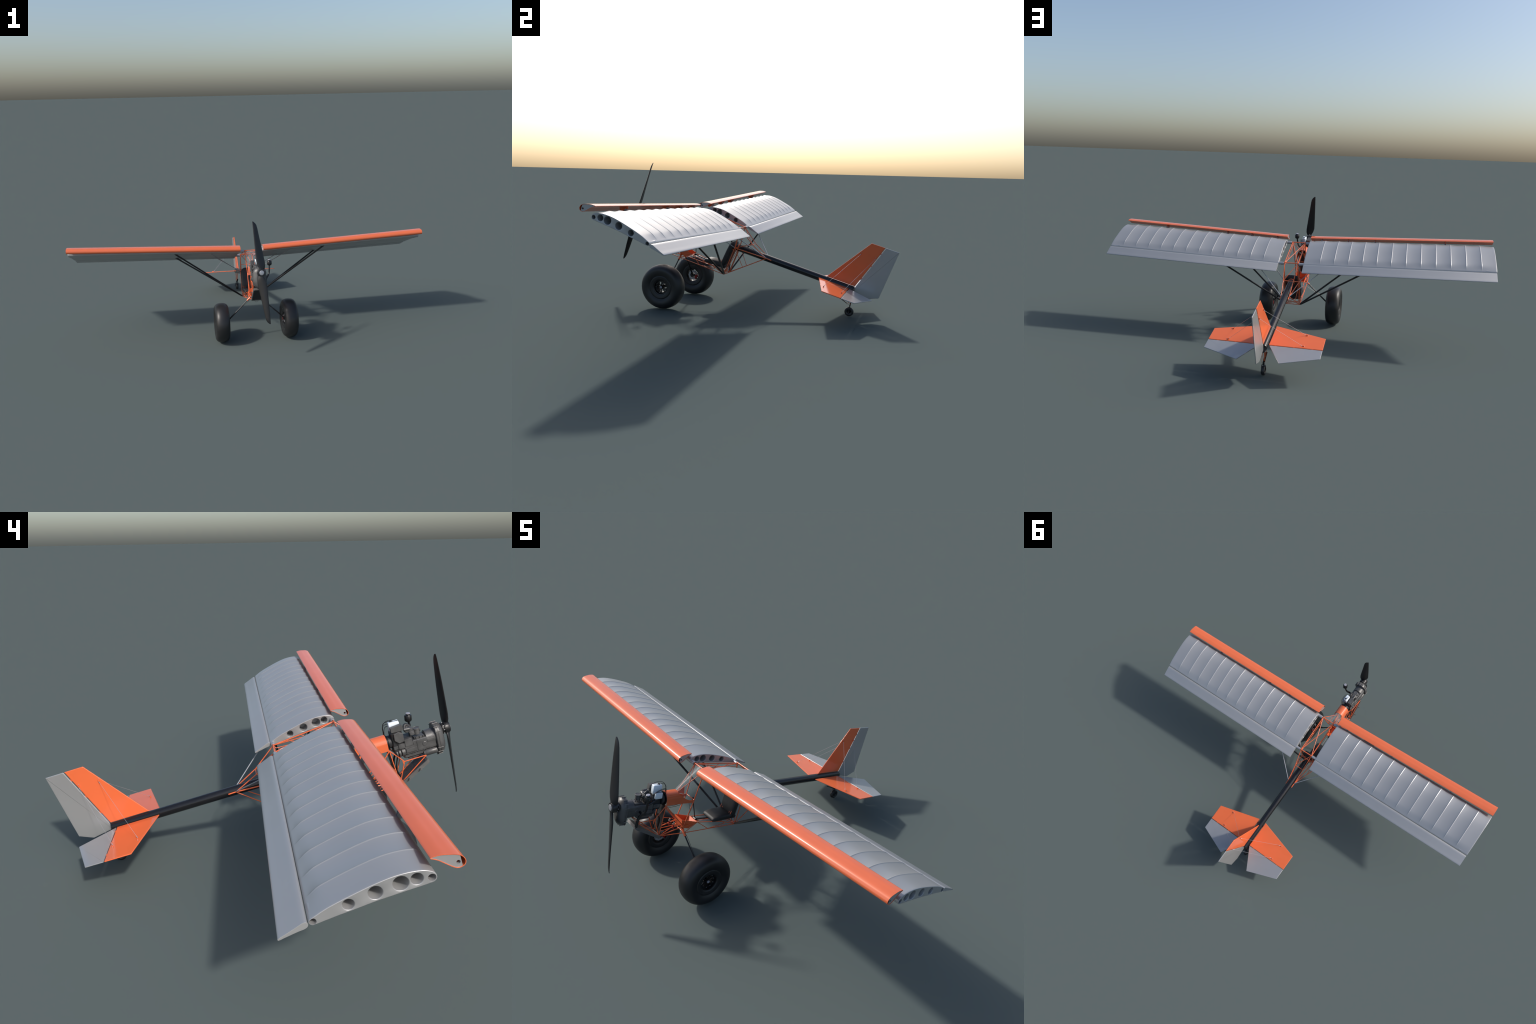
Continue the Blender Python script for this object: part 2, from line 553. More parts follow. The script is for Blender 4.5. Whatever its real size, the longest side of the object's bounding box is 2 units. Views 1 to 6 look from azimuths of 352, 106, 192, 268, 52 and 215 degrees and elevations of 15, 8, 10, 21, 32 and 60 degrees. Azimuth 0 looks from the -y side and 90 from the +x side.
SZ = .2660
fin = panel("vertical_fin", [(.3085, .2822), (.4510, .2822), (.5272, .5040), (.4605, .5040)], lambda u, v, w: B(w, u, v), .0021, "tailorange")
rud = panel("rudder", [(.5306, .5040), (.5943, .5039), (.5744, .2671), (.5272, .2455), (.4515, .2580), (.4545, .2830)], lambda u, v, w: B(w, u, v), .0020, "tailsilver")
for sg in (1, -1):
    st = panel("horizontal_stabilizer", [(sg * .0200, .2760), (sg * .2544, .3410), (sg * .2541, .4290), (sg * .0200, .4290)],
               lambda u, v, w: B(u, v, SZ + w), .0020, "tailorange")
    el = panel("elevator", [(sg * .0204, .4318), (sg * .2537, .4318), (sg * .2533, .4925), (sg * .0904, .5526)],
               lambda u, v, w: B(u, v, SZ - .0003 + w), .0019, "tailsilver")
    for x in (.05, .13, .21):
        h = Geo()
        h.tube([B(sg * x - .004, .4303, SZ), B(sg * x + .004, .4303, SZ)], .0012, 8)
        h.build("elevator_hinge", "frame", el)
    # root brackets joining panel and boom
    h = Geo()
    for y in (.300, .418):
        h.box(min(sg * .012, sg * .024), max(sg * .012, sg * .024), y - .006, y + .006, SZ - .001, SZ + .001)
    h.build("stabilizer_bracket", "black", st)
    # bracing wires, forward and aft pair
    for (fy, fz, sx, sy) in ((.4288, .4437, .169, .3315), (.4996, .4440, .1675, .4165)):
        a = B(sg * .0048, fy + .001, fz - .004)
        b = B(sg * (sx - .0045), sy, SZ + .0055)
        w = Geo()
        w.tube([a, b], .00042, 6)
        w.tube([a, a.lerp(b, .035)], .0010, 8)
        w.tube([b, b.lerp(a, .035)], .0010, 8)
        w.build("bracing_wire", "wire")
        t = Geo()                                         # little orange lugs with a bolt
        t.box(min(sg * .001, sg * .0062), max(sg * .001, sg * .0062), fy - .0022, fy + .0022, fz - .0055, fz + .0010, ch=.0006)
        t.box(sg * sx - .0050, sg * sx + .0020, sy - .0022, sy + .0022, SZ + .001, SZ + .0068, ch=.0006)
        t.build("wire_lug", "frame")
        t = Geo()
        t.lathe([(0, .0012), (.0030, .0012), (.0034, .0008)], B(sg * (sx + .0055), sy, SZ + .001), B(0, 0, 1), 8)
        t.lathe([(0, .0012), (.0022, .0012), (.0026, .0008)], B(sg * .0015, fy - .001, fz + .004), (sg, 0, 0), 8)
        t.build("lug_bolt", "steel")
for z in (.33, .40, .47):
    h = Geo()
    yy = .4510 + (z - .2822) / (.5040 - .2822) * (.5272 - .4510) + .0018
    h.tube([B(0, yy - .0012, z - .004), B(0, yy + .0012, z + .004)], .0013, 8)
    h.build("rudder_hinge", "frame", rud)

# ------------------------------------------------------------------ tail wheel
TW = Vector((0, .4885, .0222))
g = Geo()
prof = [(-.0055, .0100), (-.0078, .0130), (-.0082, .0165), (-.0066, .0203), (-.0035, .0219), (0, .0223),
        (.0035, .0219), (.0066, .0203), (.0082, .0165), (.0078, .0130), (.0055, .0100)]
g.lathe(prof, TW, (1, 0, 0), 40, caps=False)
tw = g.build("tail_wheel", "rubber", smooth=50)
g = Geo()
g.lathe([(-.0062, .004), (-.0062, .0060), (-.0038, .0085), (-.0045, .0108), (.0045, .0108), (.0038, .0085), (.0062, .0060), (.0062, .004)], TW, (1, 0, 0), 28)
g.build("tail_wheel_hub", "rim", tw)
g = Geo()
g.lathe([(-.0105, .0016), (.0105, .0016)], TW, (1, 0, 0), 10)
g.build("tail_wheel_axle", "steel", tw)
g = Geo()
for s in (-1, 1):
    g.tube([TW + Vector((s * .0098, 0, 0)), TW + Vector((s * .0098, .001, .014)), TW + Vector((s * .0070, .0025, .0262))], .0016, 8)
g.tube([TW + Vector((-.008, .0025, .0262)), TW + Vector((.008, .0025, .0262))], .0021, 10)
g.tube([TW + Vector((0, .0025, .0250)), TW + Vector((0, .006, .0440))], .0030, 12)
g.tube([TW + Vector((-.007, .004, .0340)), TW + Vector((.007, .004, .0340))], .0016, 8)
g.build("tail_wheel_fork", "black", tw)
g = Geo()                                                 # leaf spring
for i in range(2):
    o = -.0022 * i
    g.rings([[Vector((x, y, z + o)) for x, z in ((-.0042, dz - .0009), (.0042, dz - .0009), (.0042, dz + .0009), (-.0042, dz + .0009))]
             for y, dz in ((.440, .0890), (.458, .0770), (.472, .0672), (.4865 - .006 * i, .0585))])
g.build("tail_spring", "black", tw)
g = Geo()
for s in (-1, 1):
    g.tube([B(s * .006, .418, BZ - .014), Vector((s * .0030, .4640, .0755))], .0012, 8)
    g.tube([B(s * .006, .444, BZ - .014), Vector((s * .0025, .4850, .0640))], .0011, 8)
    g.tube([Vector((s * .008, .498, .108)), Vector((s * .007, .4930, .0580))], .0005, 6)
g.build("tail_wheel_bracket", "frame", tw)

# ------------------------------------------------------------------ main wheels
WX, WY, WZ, WR = .190, -.398, .1092, .1090
TYRE = [(.0235, .0355), (.0290, .0362), (.0318, .0400), (.0332, .0470), (.0338, .0540), (.0318, .0568), (.0332, .0600), (.0370, .0690),
        (.0387, .0780), (.0382, .0860), (.0345, .0952), (.0282, .1018), (.0195, .1061), (.0100, .1083), (.0, .1090)]
half = catmull(TYRE, 3, closed=False)
full = [Vector((p.x, p.y)) for p in half] + [Vector((-p.x, p.y)) for p in reversed(half[:-1])]
for sg in (1, -1):
    C = Vector((sg * WX, WY, WZ))
    g = Geo()
    g.lathe([(p.x, p.y) for p in full], C, (1, 0, 0), 96, caps=False)
    tyre = g.build("main_wheel", "rubber", smooth=60)
    out = Vector((sg, 0, 0))
    g = Geo()                                              # rim barrel
    g.lathe([(.0292, .0364), (.0285, .0335), (.0235, .0318), (.0, .0300), (-.0235, .0318), (-.0285, .0335), (-.0292, .0364), (-.0235, .0360), (0, .034), (.0235, .0360)],
            C, out, 56, closed_prof=True)
    g.build("rim", "rim", tyre)
    g = Geo()                                              # split centre: ring, ten spokes and hub
    g.lathe([(.0190, .0318), (.0190, .0262), (.0160, .0255), (.0160, .0318)], C, out, 48, closed_prof=True)
    for k in range(10):
        a = 2 * math.pi * (k + .5) / 10
        d, t = Vector((0, math.cos(a), math.sin(a))), Vector((0, -math.sin(a), math.cos(a)))
        def sec(r, w):
            return [C + out * ox + d * r + t * tx for ox, tx in ((.0185, -w), (.0185, w), (.0150, w), (.0150, -w))]
        g.rings([sec(.008, .0016), sec(.018, .0014), sec(.0285, .0026)])
    g.lathe([(-.02, .0085), (.022, .0085), (.0235, .0075)], C, out, 28)
    g.build("wheel_spider", "rim", tyre)
    g = Geo()
    for k in range(10):
        a = 2 * math.pi * k / 10
        d = Vector((0, math.cos(a), math.sin(a)))
        g.lathe([(.0188, .0013), (.0212, .0013), (.0218, .0008)], C + d * .0282, out, 8)
    g.build("rim_bolt", "steel", tyre, kind="stuff")
    g = Geo()
    g.lathe([(.0230, .0058), (.0258, .0058), (.0268, .0046), (.0270, .0012)], C, out, 24)
    g.build("hub_cap", "greycap", tyre)
    g = Geo()                                              # brake disc, scalloped
    n = 60
    def scal(ox):
        return [C + out * ox + Vector((0, math.cos(a), math.sin(a))) * (.0255 + .0007 * math.cos(10 * a)) for a in [2 * math.pi * k / n for k in range(n)]], \
               [C + out * ox + Vector((0, math.cos(a), math.sin(a))) * .0150 for a in [2 * math.pi * k / n for k in range(n)]]
    o1, i1 = scal(-.0258)
    o2, i2 = scal(-.0240)
    g.rings([o1, i1, i2, o2], loop=True)
    g.build("brake_disc", "alu", tyre, smooth=30)
    g = Geo()
    def cal(r, a, ox):
        return C + out * ox + Vector((0, math.cos(a), math.sin(a))) * r
    for ox0, ox1 in ((-.0320, -.0265), (-.0235, -.0200)):
        g.rings([[cal(r, a, ox) for r, ox in ((.0150, ox0), (.0275, ox0), (.0275, ox1), (.0150, ox1))] for a in [math.radians(-45 + 9 * i) for i in range(7)]])
    g.build("brake_caliper", "red", tyre)
    g = Geo()
    for a in (-52, 16):
        g.lathe([(-.034, .0016), (-.026, .0016)], cal(.0245, math.radians(a), 0), out, 8)
    g.build("caliper_bolt", "steel", tyre)
    # leg: orange sleeve on the frame, slim upper tube, faired lower tube, axle
    a, b = B(sg * .0120, -.4360, .1395), B(sg * .0440, -.4315, .1088)
    axle = C - out * .026
    s = Geo()
    s.tube([a, b], .0047, 16)
    s.lathe([(0, .0052), (.002, .0052)], b, (a - b), 16)
    s.build("gear_sleeve", "frame")
    l = Geo()
    mid = b.lerp(axle, .45)
    l.tube([a.lerp(b, .9), mid, mid.lerp(axle, .06), axle], [.0030, .0030, .0039, .0041], 12)
    l.tube([axle - out * .004, C + out * .02], .0042, 12)
    l.lathe([(-.007, .0085), (-.001, .0085)], axle, out, 20)
    l.build("gear_leg", "black")
    h = Geo()                                              # brake hose
    off = Vector((0, .006, -.003))
    h.tube(catmull([B(sg * .020, -.45, .150), b + off * 1.8 - out * .010, mid + off, axle + off * 1.3, axle + Vector((0, .017, -.006))], 6, closed=False), .0008, 6)
    h.build("brake_hose", "black")

# ------------------------------------------------------------------ welded tube fuselage
N = dict(A=(.0351, -.3844, .3869), B=(.0351, -.1661, .3681), E=(.0263, -.0841, .3080), F=(.0203, .0007, .2659), F2=(.0200, .0276, .2649),
         G=(.0411, -.1633, .2662), H=(.0383, -.1805, .1185), W=(.0, -.4740, .2880), P=(.0290, -.4063, .2597), K=(.0300, -.4380, .1475),
         R=(.0343, -.4324, .1195), Q=(.0255, -.5430, .1210), N=(.0264, -.5732, .1981), L=(.0312, -.6478, .2003), M=(.0269, -.5316, .2507),
         C=(.0260, -.3700, .1530), S=(.0340, -.2500, .1400), T=(.0348, -.3185, .1187), U=(.0360, -.2350, .1300))
R1, R2, R3 = .0022, .0018, .0014
g = Geo()


def nd(k, sg):
    x, y, z = N[k]
    return B(sg * x, y, z)


def member(a, b, r, sa=1, sb=1):
    g.tube([nd(a, sa), nd(b, sb)], r, 10)


for sg in (1, -1):
    for chain, r in (("AB", R1), ("APK", R1), ("AW", R3), ("BEF", R2), ("FF", R1), ("GF", R1), ("GB", R1), ("GE", R3), ("GH", R1),
                     ("HF", R2), ("HR", R2), ("KC", R2), ("CSH", R2), ("CTU", R3), ("CR", R3), ("KR", R2), ("KM", R1), ("MN", R2), ("MQ", R2), ("NL", R2),
                     ("NQ", R2), ("LQ", R2), ("QR", R2), ("QK", R1), ("KP", R1), ("SU", R3)):
        for a, b in zip(chain, chain[1:]):
            if a != b:
                member(a, b, r, sg, sg)
    g.tube([nd("G", sg), nd("F", sg), nd("F2", sg)], R1 * 1.05, 10)
    # diagonals
    hf = nd("H", sg).lerp(nd("F", sg), .45)
    g.tube([nd("G", sg), hf], R3, 8)
    g.tube([nd("B", sg), nd("G", sg) + Vector((-sg * .006, .002, .0))], R3, 8)
    g.tube([nd("G", sg) + Vector((-sg * .007, .004, -.004)), nd("H", sg) + Vector((-sg * .006, .008, .004))], R3, 8)
    # lower cabin-top tube just under the longeron, with short verticals
    low = [B(sg * .0335, -.372, .3740), B(sg * .0330, -.340, .3660), B(sg * .0330, -.225, .3540), B(sg * .0338, -.172, .3560)]
    g.tube([nd("A", sg)] + low + [nd("B", sg)], R3, 8)
    for t in (.3, .55, .8):
        p = nd("A", sg).lerp(nd("B", sg), t)
        q = low[1].lerp(low[2], (t - .2) / .75)
        g.tube([p, q], R3 * .8, 8)
    # curved seat supports
    for dx in (0, -.011):
        g.tube(catmull([B(sg * (.037 + dx), -.166, .255), B(sg * (.036 + dx), -.178, .250), B(sg * (.036 + dx), -.196, .215), B(sg * (.036 + dx), -.226, .140)], 5, closed=False), R3 * .85, 8)
    # pedal rails
    g.tube([nd("Q", sg) + Vector((-sg * .012, 0, .012)), nd("K", sg) + Vector((-sg * .010, 0, .004))], R3, 8)
    g.tube([nd("M", sg).lerp(nd("Q", sg), .55), nd("K", sg) + Vector((0, -.01, .010))], R3, 8)
    # gusset plates
    for tri, th in (((nd("N", sg), nd("N", sg).lerp(nd("M", sg), .16), nd("N", sg).lerp(nd("Q", sg), .16)), .0012),):
        d = Vector((th, 0, 0))
        g.rings([[p - d for p in tri], [p + d for p in tri]])
# cross members
for k, r in (("A", R1 * 1.1), ("B", R1 * 1.1)):
    x, y, z = N[k]
    g.tube([B(-.0445, y + .0008, z + .0012), B(.0445, y + .0008, z + .0012)], r, 12)
for k, r in (("E", R3), ("G", R2), ("H", R2), ("K", R2), ("R", R2), ("Q", R2), ("L", R3), ("M", R3), ("P", R3), ("C", R3), ("S", R3)):
    member(k, k, r, 1, -1)
member("A", "B", R2, 1, -1)
member("A", "B", R2, -1, 1)
member("B", "E", R3, -1, 1)
member("H", "S", R3, 1, -1)
member("Q", "R", R3, 1, -1)
member("G", "H", R3, -1, 1)
h2 = .128
for sg in (1, -1):
    g.tube([B(sg * .036, -.195, .1330), B(-sg * .036, -.178, .1230)], R3, 8)
g.tube([B(-.036, -.205, .1380), B(.036, -.205, .1380)], R3, 8)
g.tube([B(-.036, -.188, .1290), B(.036, -.188, .1290)], R3, 8)
# boom collar behind the seat
for s in (1, -1):
    g.tube([nd("G", s), B(s * .017, -.160, BZ)], R2, 8)
g.lathe([(-.003, BR + .0002), (-.003, BR + .002), (.003, BR + .002), (.003, BR + .0002)], B(0, -.155, BZ), B(0, 1, 0), 28, closed_prof=True)
# dash triangle under the windshield
d = B(0, .001, 0)
tri = [B(-.003, -.468, .286), B(-.026, -.424, .300), B(-.027, -.420, .262)]
g.rings([[p - d for p in tri], [p + d for p in tri]])
g.build("fuselage_frame", "frame", smooth=50)

# ------------------------------------------------------------------ cowl, tray, windshield
g = Geo()


def cowl_ring(y, ztop_side, inset):
    """half-barrel section; side edge height ztop_side limits the arch"""
    pts = []
    r = .0275 - inset
    zc = .2735
    pts.append((-r, .2508))
    arch = [(-r * math.cos(a), zc + r * math.sin(a) * .98) for a in [math.pi * k / 20 for k in range(21)]]
    pts += arch
    pts.append((r, .2508))
    return [(x, min(z, 9)) for x, z in pts]


def cowl_shell():
    rows_o, rows_i = [], []
    for y in [-.531 + (.0530) * k / 6 for k in range(7)]:
        rows_o.append([B(x, y, z) for x, z in cowl_ring(y, 1, 0)])
        rows_i.append([B(x, y, z) for x, z in cowl_ring(y, 1, .0010)])
    n = len(rows_o[0])
    o = len(g.v)
    for r in rows_o + rows_i:
        g.v += r
    m = len(rows_o)
    def q(a, i, j): return o + a * m * n + i * n + j
    for i in range(m - 1):
        for j in range(n - 1):
            g.f.append((q(0, i, j), q(0, i, j + 1), q(0, i + 1, j + 1), q(0, i + 1, j)))
            g.f.append((q(1, i, j), q(1, i + 1, j), q(1, i + 1, j + 1), q(1, i, j + 1)))
        g.f.append((q(0, i, 0), q(0, i + 1, 0), q(1, i + 1, 0), q(1, i, 0)))
        g.f.append((q(0, i, n - 1), q(1, i, n - 1), q(1, i + 1, n - 1), q(0, i + 1, n - 1)))
    for j in range(n - 1):
        g.f.append((q(0, 0, j), q(1, 0, j), q(1, 0, j + 1), q(0, 0, j + 1)))
        g.f.append((q(0, m - 1, j), q(0, m - 1, j + 1), q(1, m - 1, j + 1), q(1, m - 1, j)))


cowl_shell()
# side cheeks that sweep down and back to the door posts
for sg in (1, -1):
    top = catmull([(-.4785, .2935), (-.4640, .2830), (-.4480, .2710), (-.4330, .2628), (-.4200, .2605), (-.4050, .2610)], 4, closed=False)
    loop = [(p.x, p.y) for p in top] + [(-.4050, .2480), (-.4785, .2508)]
    def bulge(z): return .0272 if z < .2735 else math.sqrt(max(1e-6, .0275 ** 2 - ((z - .2735) / .98) ** 2))
    cols = [[(p.x, .2508 - (p.x + .4785) / .0735 * .0028 + t * (p.y - .2508 + (p.x + .4785) / .0735 * .0028)) for t in [k / 8 for k in range(9)]] for p in top]
    def flare(y): return 1 + .07 * sstep(-.47, -.405, y)
    ro = [[B(sg * bulge(z) * flare(y), y, z) for y, z in c] for c in cols]
    ri = [[B(sg * (bulge(z) - .0010) * flare(y), y, z) for y, z in c] for c in cols]
    for c_o, c_i, nxt_o, nxt_i in zip(ro, ri, ro[1:], ri[1:]):
        ring_a, ring_b = c_o + c_i[::-1], nxt_o + nxt_i[::-1]
        g.rings([ring_a, ring_b], cap0=c_o is ro[0], cap1=nxt_o is ro[-1])
cowl = g.build("cowl", "orange", smooth=40)
g = Geo()
g.lathe([(0, .0275), (.003, .0275), (.003, .022), (0, .022)], B(0, -.5345, .2725), B(0, 1, 0), 40, closed_prof=True)
g.lathe([(0, .0262), (.0015, .0262)], B(0, -.5335, .2725), B(0, 1, 0), 40)
g.build("firewall", "rim", cowl)

g = Geo()                                                  # floor tray between the gear tubes
yo, yi = (-.4480, -.3720), (-.4460, -.3745)
def tray_ring(x, y0, y1, z0, z1): return [B(-x, y0, z0), B(x, y0, z0), B(x, y1, z1), B(-x, y1, z1)]
g.rings([tray_ring(.0275, -.4480, -.3720, .1760, .1555), tray_ring(.0255, -.4420, -.4080, .1390, .1300),
         tray_ring(.0245, -.4405, -.4090, .1402, .1312), tray_ring(.0265, -.4466, -.3745, .1760, .1555)], cap0=False, cap1=False)
q0, q1 = tray_ring(.0275, -.4480, -.3720, .1760, .1555), tray_ring(.0265, -.4466, -.3745, .1760, .1555)
for i in range(4):
    j = (i + 1) % 4
    g.add([q0[i], q0[j], q1[j], q1[i]], [(0, 1, 2, 3)])
g.add(tray_ring(.0255, -.4420, -.4080, .1390, .1300), [(0, 1, 2, 3)])
g.add(tray_ring(.0245, -.4405, -.4090, .1402, .1312), [(3, 2, 1, 0)])
g.build("floor_tray", "frame", smooth=30)

g = Geo()                                                  # windshield: curved sheet from cowl to front spar tube
rows = []
for k in range(13):
    t = k / 12
    yb, zb = -.4790 + t * (-.3850 + .4790), .3010 + t * (.3900 - .3010)
    hw = .0270 + t * .0085
    row = []
    for j in range(17):
        s = -1 + 2 * j / 16
        x = hw * math.sin(s * math.pi / 2) * 1.0
        back = (1 - math.cos(s * math.pi / 2))
        row.append((x, yb + back * (.030 - .012 * t), zb - back * (.026 - .022 * t)))
    rows.append(row)
o = [[B(*p) for p in r] for r in rows]
i_ = [[B(p[0] * .985, p[1] + .0006, p[2] - .0003) for p in r] for r in rows]
for a, b, c, d in zip(o, i_, o[1:], i_[1:]):
    g.rings([a + b[::-1], c + d[::-1]], cap0=a is o[0], cap1=c is o[-1])
g.build("windshield", "glass", smooth=60)

# ------------------------------------------------------------------ seat and controls
def cushion(name, spine, hw, mat="seat"):
    """spine: list of (centre y, centre z, dir angle deg, half thickness, width factor)"""
    g = Geo()
    rings = []
    for y, z, ang, ht, wf in spine:
        ca, sa = math.cos(math.radians(ang)), math.sin(math.radians(ang))
        ring = []
        for k in range(32):
            a = 2 * math.pi * k / 32
            cx, cz = math.cos(a), math.sin(a)
            e = .35
            px = hw * wf * math.copysign(abs(cx) ** e, cx)
            pt = ht * math.copysign(abs(cz) ** .6, cz)
            ring.append(B(px, y - sa * pt, z + ca * pt))
        rings.append(ring)
    g.rings(rings)
    return g.build(name, mat, smooth=60)


seat = cushion("seat", [(-.3015, .1520, 0, .002, .80), (-.3000, .1525, 0, .0065, .90), (-.292, .1535, 0, .0105, .97), (-.270, .1560, -3, .0125, 1),
                        (-.225, .1585, -3, .0140, 1), (-.190, .1580, 0, .0120, 1), (-.186, .158, 0, .006, .97)], .0405)
back = cushion("seat_back", [(-.2020, .1600, 80, .008, .97), (-.2010, .1640, 80, .0130, 1), (-.1955, .2000, 80, .0150, 1), (-.1890, .2400, 80, .0150, 1.0),
                             (-.1850, .2640, 80, .0145, .97), (-.1825, .2780, 80, .0125, .84), (-.1812, .2850, 80, .0095, .66), (-.1805, .2890, 80, .004, .45)], .0430)
back.parent = seat
g = Geo()
g.tube([B(.0415, -.205, .140), B(.0435, -.213, .165)], .0010, 6)
g.tube([B(.0415, -.205, .140), B(.0400, -.225, .148)], .0010, 6)
g.build("belt_anchor", "black", seat)
g = Geo()
g.tube([B(0, -.3660, .1560), B(0, -.3890, .2400)], .0019, 10)
g.tube([B(0, -.3885, .2380), B(0, -.3925, .2560)], [.0036, .0030], 10)
g.lathe([(-.008, .006), (.008, .006)], B(0, -.3655, .1545), (1, 0, 0), 16)
g.tube([B(0, -.3655, .1520), B(0, -.2950, .1480), B(0, -.20, .140)], .0030, 10)
g.build("control_stick", "black")
g = Geo()
for sg in (1, -1):
    g.tube([B(sg * .012, -.352, .1500), B(sg * .012, -.270, .1440)], .0016, 8)
    g.tube([B(sg * .010, -.345, .1450), B(sg * .010, -.20, .130)], .0010, 8)
g.build("push_rod", "steel")
for sg in (1, -1):                                         # rudder pedals and brake cylinders
    for dx in (.010, ):
        p = Geo()
        c = (sg * (.016), -.475, .160)
        p.box(c[0] - .0045, c[0] + .0045, c[1] - .0012, c[1] + .0012, c[2] - .003, c[2] + .006, ch=.0006)
        p.tube([B(c[0] - .009, c[1], c[2] - .006), B(c[0] + .009, c[1], c[2] - .006)], .0014, 8)
        p.tube([B(c[0], c[1], c[2] - .006), B(c[0], c[1] - .002, c[2] - .020)], .0014, 8)
        pd = p.build("rudder_pedal", "radcase")
        p = Geo()
        p.tube([B(c[0] + .004, c[1] - .003, c[2] - .004), B(c[0] + .004, c[1] - .004, c[2] - .020)], .0034, 12)
        p.build("brake_cylinder", "red", pd)

# ------------------------------------------------------------------ engine
EX = -.006                                                 # engine sits a touch to the left of the thrust line
eng = Geo()
eng.box(EX - .0255, EX + .0255, -.6905, -.5830, .2210, .2640, ch=.0020)
engine = eng.build("engine", "cast", smooth=30)


def part(name, fn, mat="cast", smooth=35):
    gg = Geo()
    fn(gg)
    return gg.build(name, mat, engine, smooth)


AFT, UP = B(0, 1, 0), B(0, 0, 1)


def gearbox(gg):
    def sec(y, k, sh=0):
        pts = []
        n = 56
        zu, zl = .2620, .2210
        ru, rl = .0345 * k, .0345 * k
        for i in range(n):
            a = 2 * math.pi * i / n
            cx, cz = math.cos(a), math.sin(a)
            if cz >= 0:
                pts.append((EX + .002 + ru * cx, zu + ru * cz))
            else:
                pts.append((EX - .001 + rl * cx * (1 - .22 * abs(cz) ** 1.5), zl + rl * 1.08 * cz))
        return [B(x, y, z) for x, z in pts]
    gg.rings([sec(-.6900, .93), sec(-.6920, 1.0), sec(-.6965, 1.0), sec(-.6968, .975), sec(-.6990, .975), sec(-.6993, 1.0), sec(-.7035, 1.0),
              sec(-.7075, .94), sec(-.7130, .80), sec(-.7175, .60), sec(-.7200, .42)])


gb = part("gearbox", gearbox, "cast", 28)
def gb_bolts(gg):
    for i in range(14):
        a = 2 * math.pi * i / 14 + .1
        cx, cz = math.cos(a), math.sin(a)
        x = EX + .036 * cx * (1 if cz >= 0 else (1 - .2 * abs(cz) ** 1.5))
        z = (.262 if cz >= 0 else .221) + .0362 * cz * (1 if cz >= 0 else 1.08)
        gg.tube([B(x, -.7065, z), B(x, -.6885, z)], .0013, 8)
part("gearbox_bolt", gb_bolts, "radcase")
part("upper_housing", lambda gg: gg.lathe([(0, .026), (.0015, .0275), (.0310, .0275), (.0330, .0255), (.034, .02)], B(EX, -.6915, .2510), AFT, 40), "cast")
part("starter_motor", lambda gg: gg.lathe([(0, .0105), (.003, .0118), (.036, .0118), (.039, .0100), (.046, .0085), (.047, .005)], B(EX - .019, -.6880, .2075), AFT, 28), "cast")
part("flywheel_housing", lambda gg: gg.box(EX - .024, EX + .024, -.6960, -.6860, .1880, .2240, ch=.004), "castdark")


def oil_sump(gg):
    gg.box(EX - .021, EX + .021, -.6450, -.5765, .2060, .2225, ch=.004)
    gg.box(EX - .015, EX + .018, -.6300, -.5900, .1985, .2080, ch=.003)
part("oil_sump", oil_sump)


def side_detail(gg):
    for sx in (-1, 1):
        x0 = EX + sx * .0250
        gg.box(min(x0, x0 + sx * .0016), max(x0, x0 + sx * .0016), -.6880, -.6250, .2260, .2600, ch=.0008)
        gg.box(min(x0, x0 + sx * .0026), max(x0, x0 + sx * .0026), -.6230, -.5860, .2270, .2420, ch=.0012)
        gg.lathe([(0, .0075), (.0022, .0075), (.003, .0062)], B(x0, -.6500, .2430), (sx, 0, 0), 20)
        for y in (-.684, -.664, -.644, -.626, -.606, -.590):
            gg.lathe([(0, .0012), (.0026, .0012)], B(x0, y, .2240), (sx, 0, 0), 6)
part("crankcase_cover", side_detail)


def cylinder_block(gg):
    gg.box(EX - .024, EX + .021, -.6140, -.5840, .2480, .2790, ch=.0015)
    for i in range(7):
        z = .2505 + i * .0042
        gg.box(EX - .0255, EX + .0225, -.6150, -.5835, z, z + .0014)
part("cylinder_block", cylinder_block, "castdark")
part("cylinder_block_cover", lambda gg: gg.box(EX - .0268, EX - .0215, -.6125, -.5860, .2495, .2760, ch=.0012))


def hex_cover(gg):
    hexa = [(-.5560, .3050), (-.5720, .3085), (-.5870, .2995), (-.5862, .2715), (-.5680, .2690), (-.5552, .2820)]
    for sx, xa, xb in ((-1, EX - .0200, EX - .0285), (1, EX + .014, EX + .0195)):
        inner = [(y * .93 + -.571 * .07, z * .93 + .289 * .07) for y, z in hexa]
        gg.rings([[B(xa, y, z) for y, z in hexa], [B(xb - (-1 if xb < xa else 1) * .0015, y, z) for y, z in hexa], [B(xb, y, z) for y, z in inner]])
part("gear_cover", hex_cover)
part("engine_core", lambda gg: gg.box(EX - .0215, EX + .0175, -.5860, -.5480, .2320, .3080, ch=.003), "castdark")


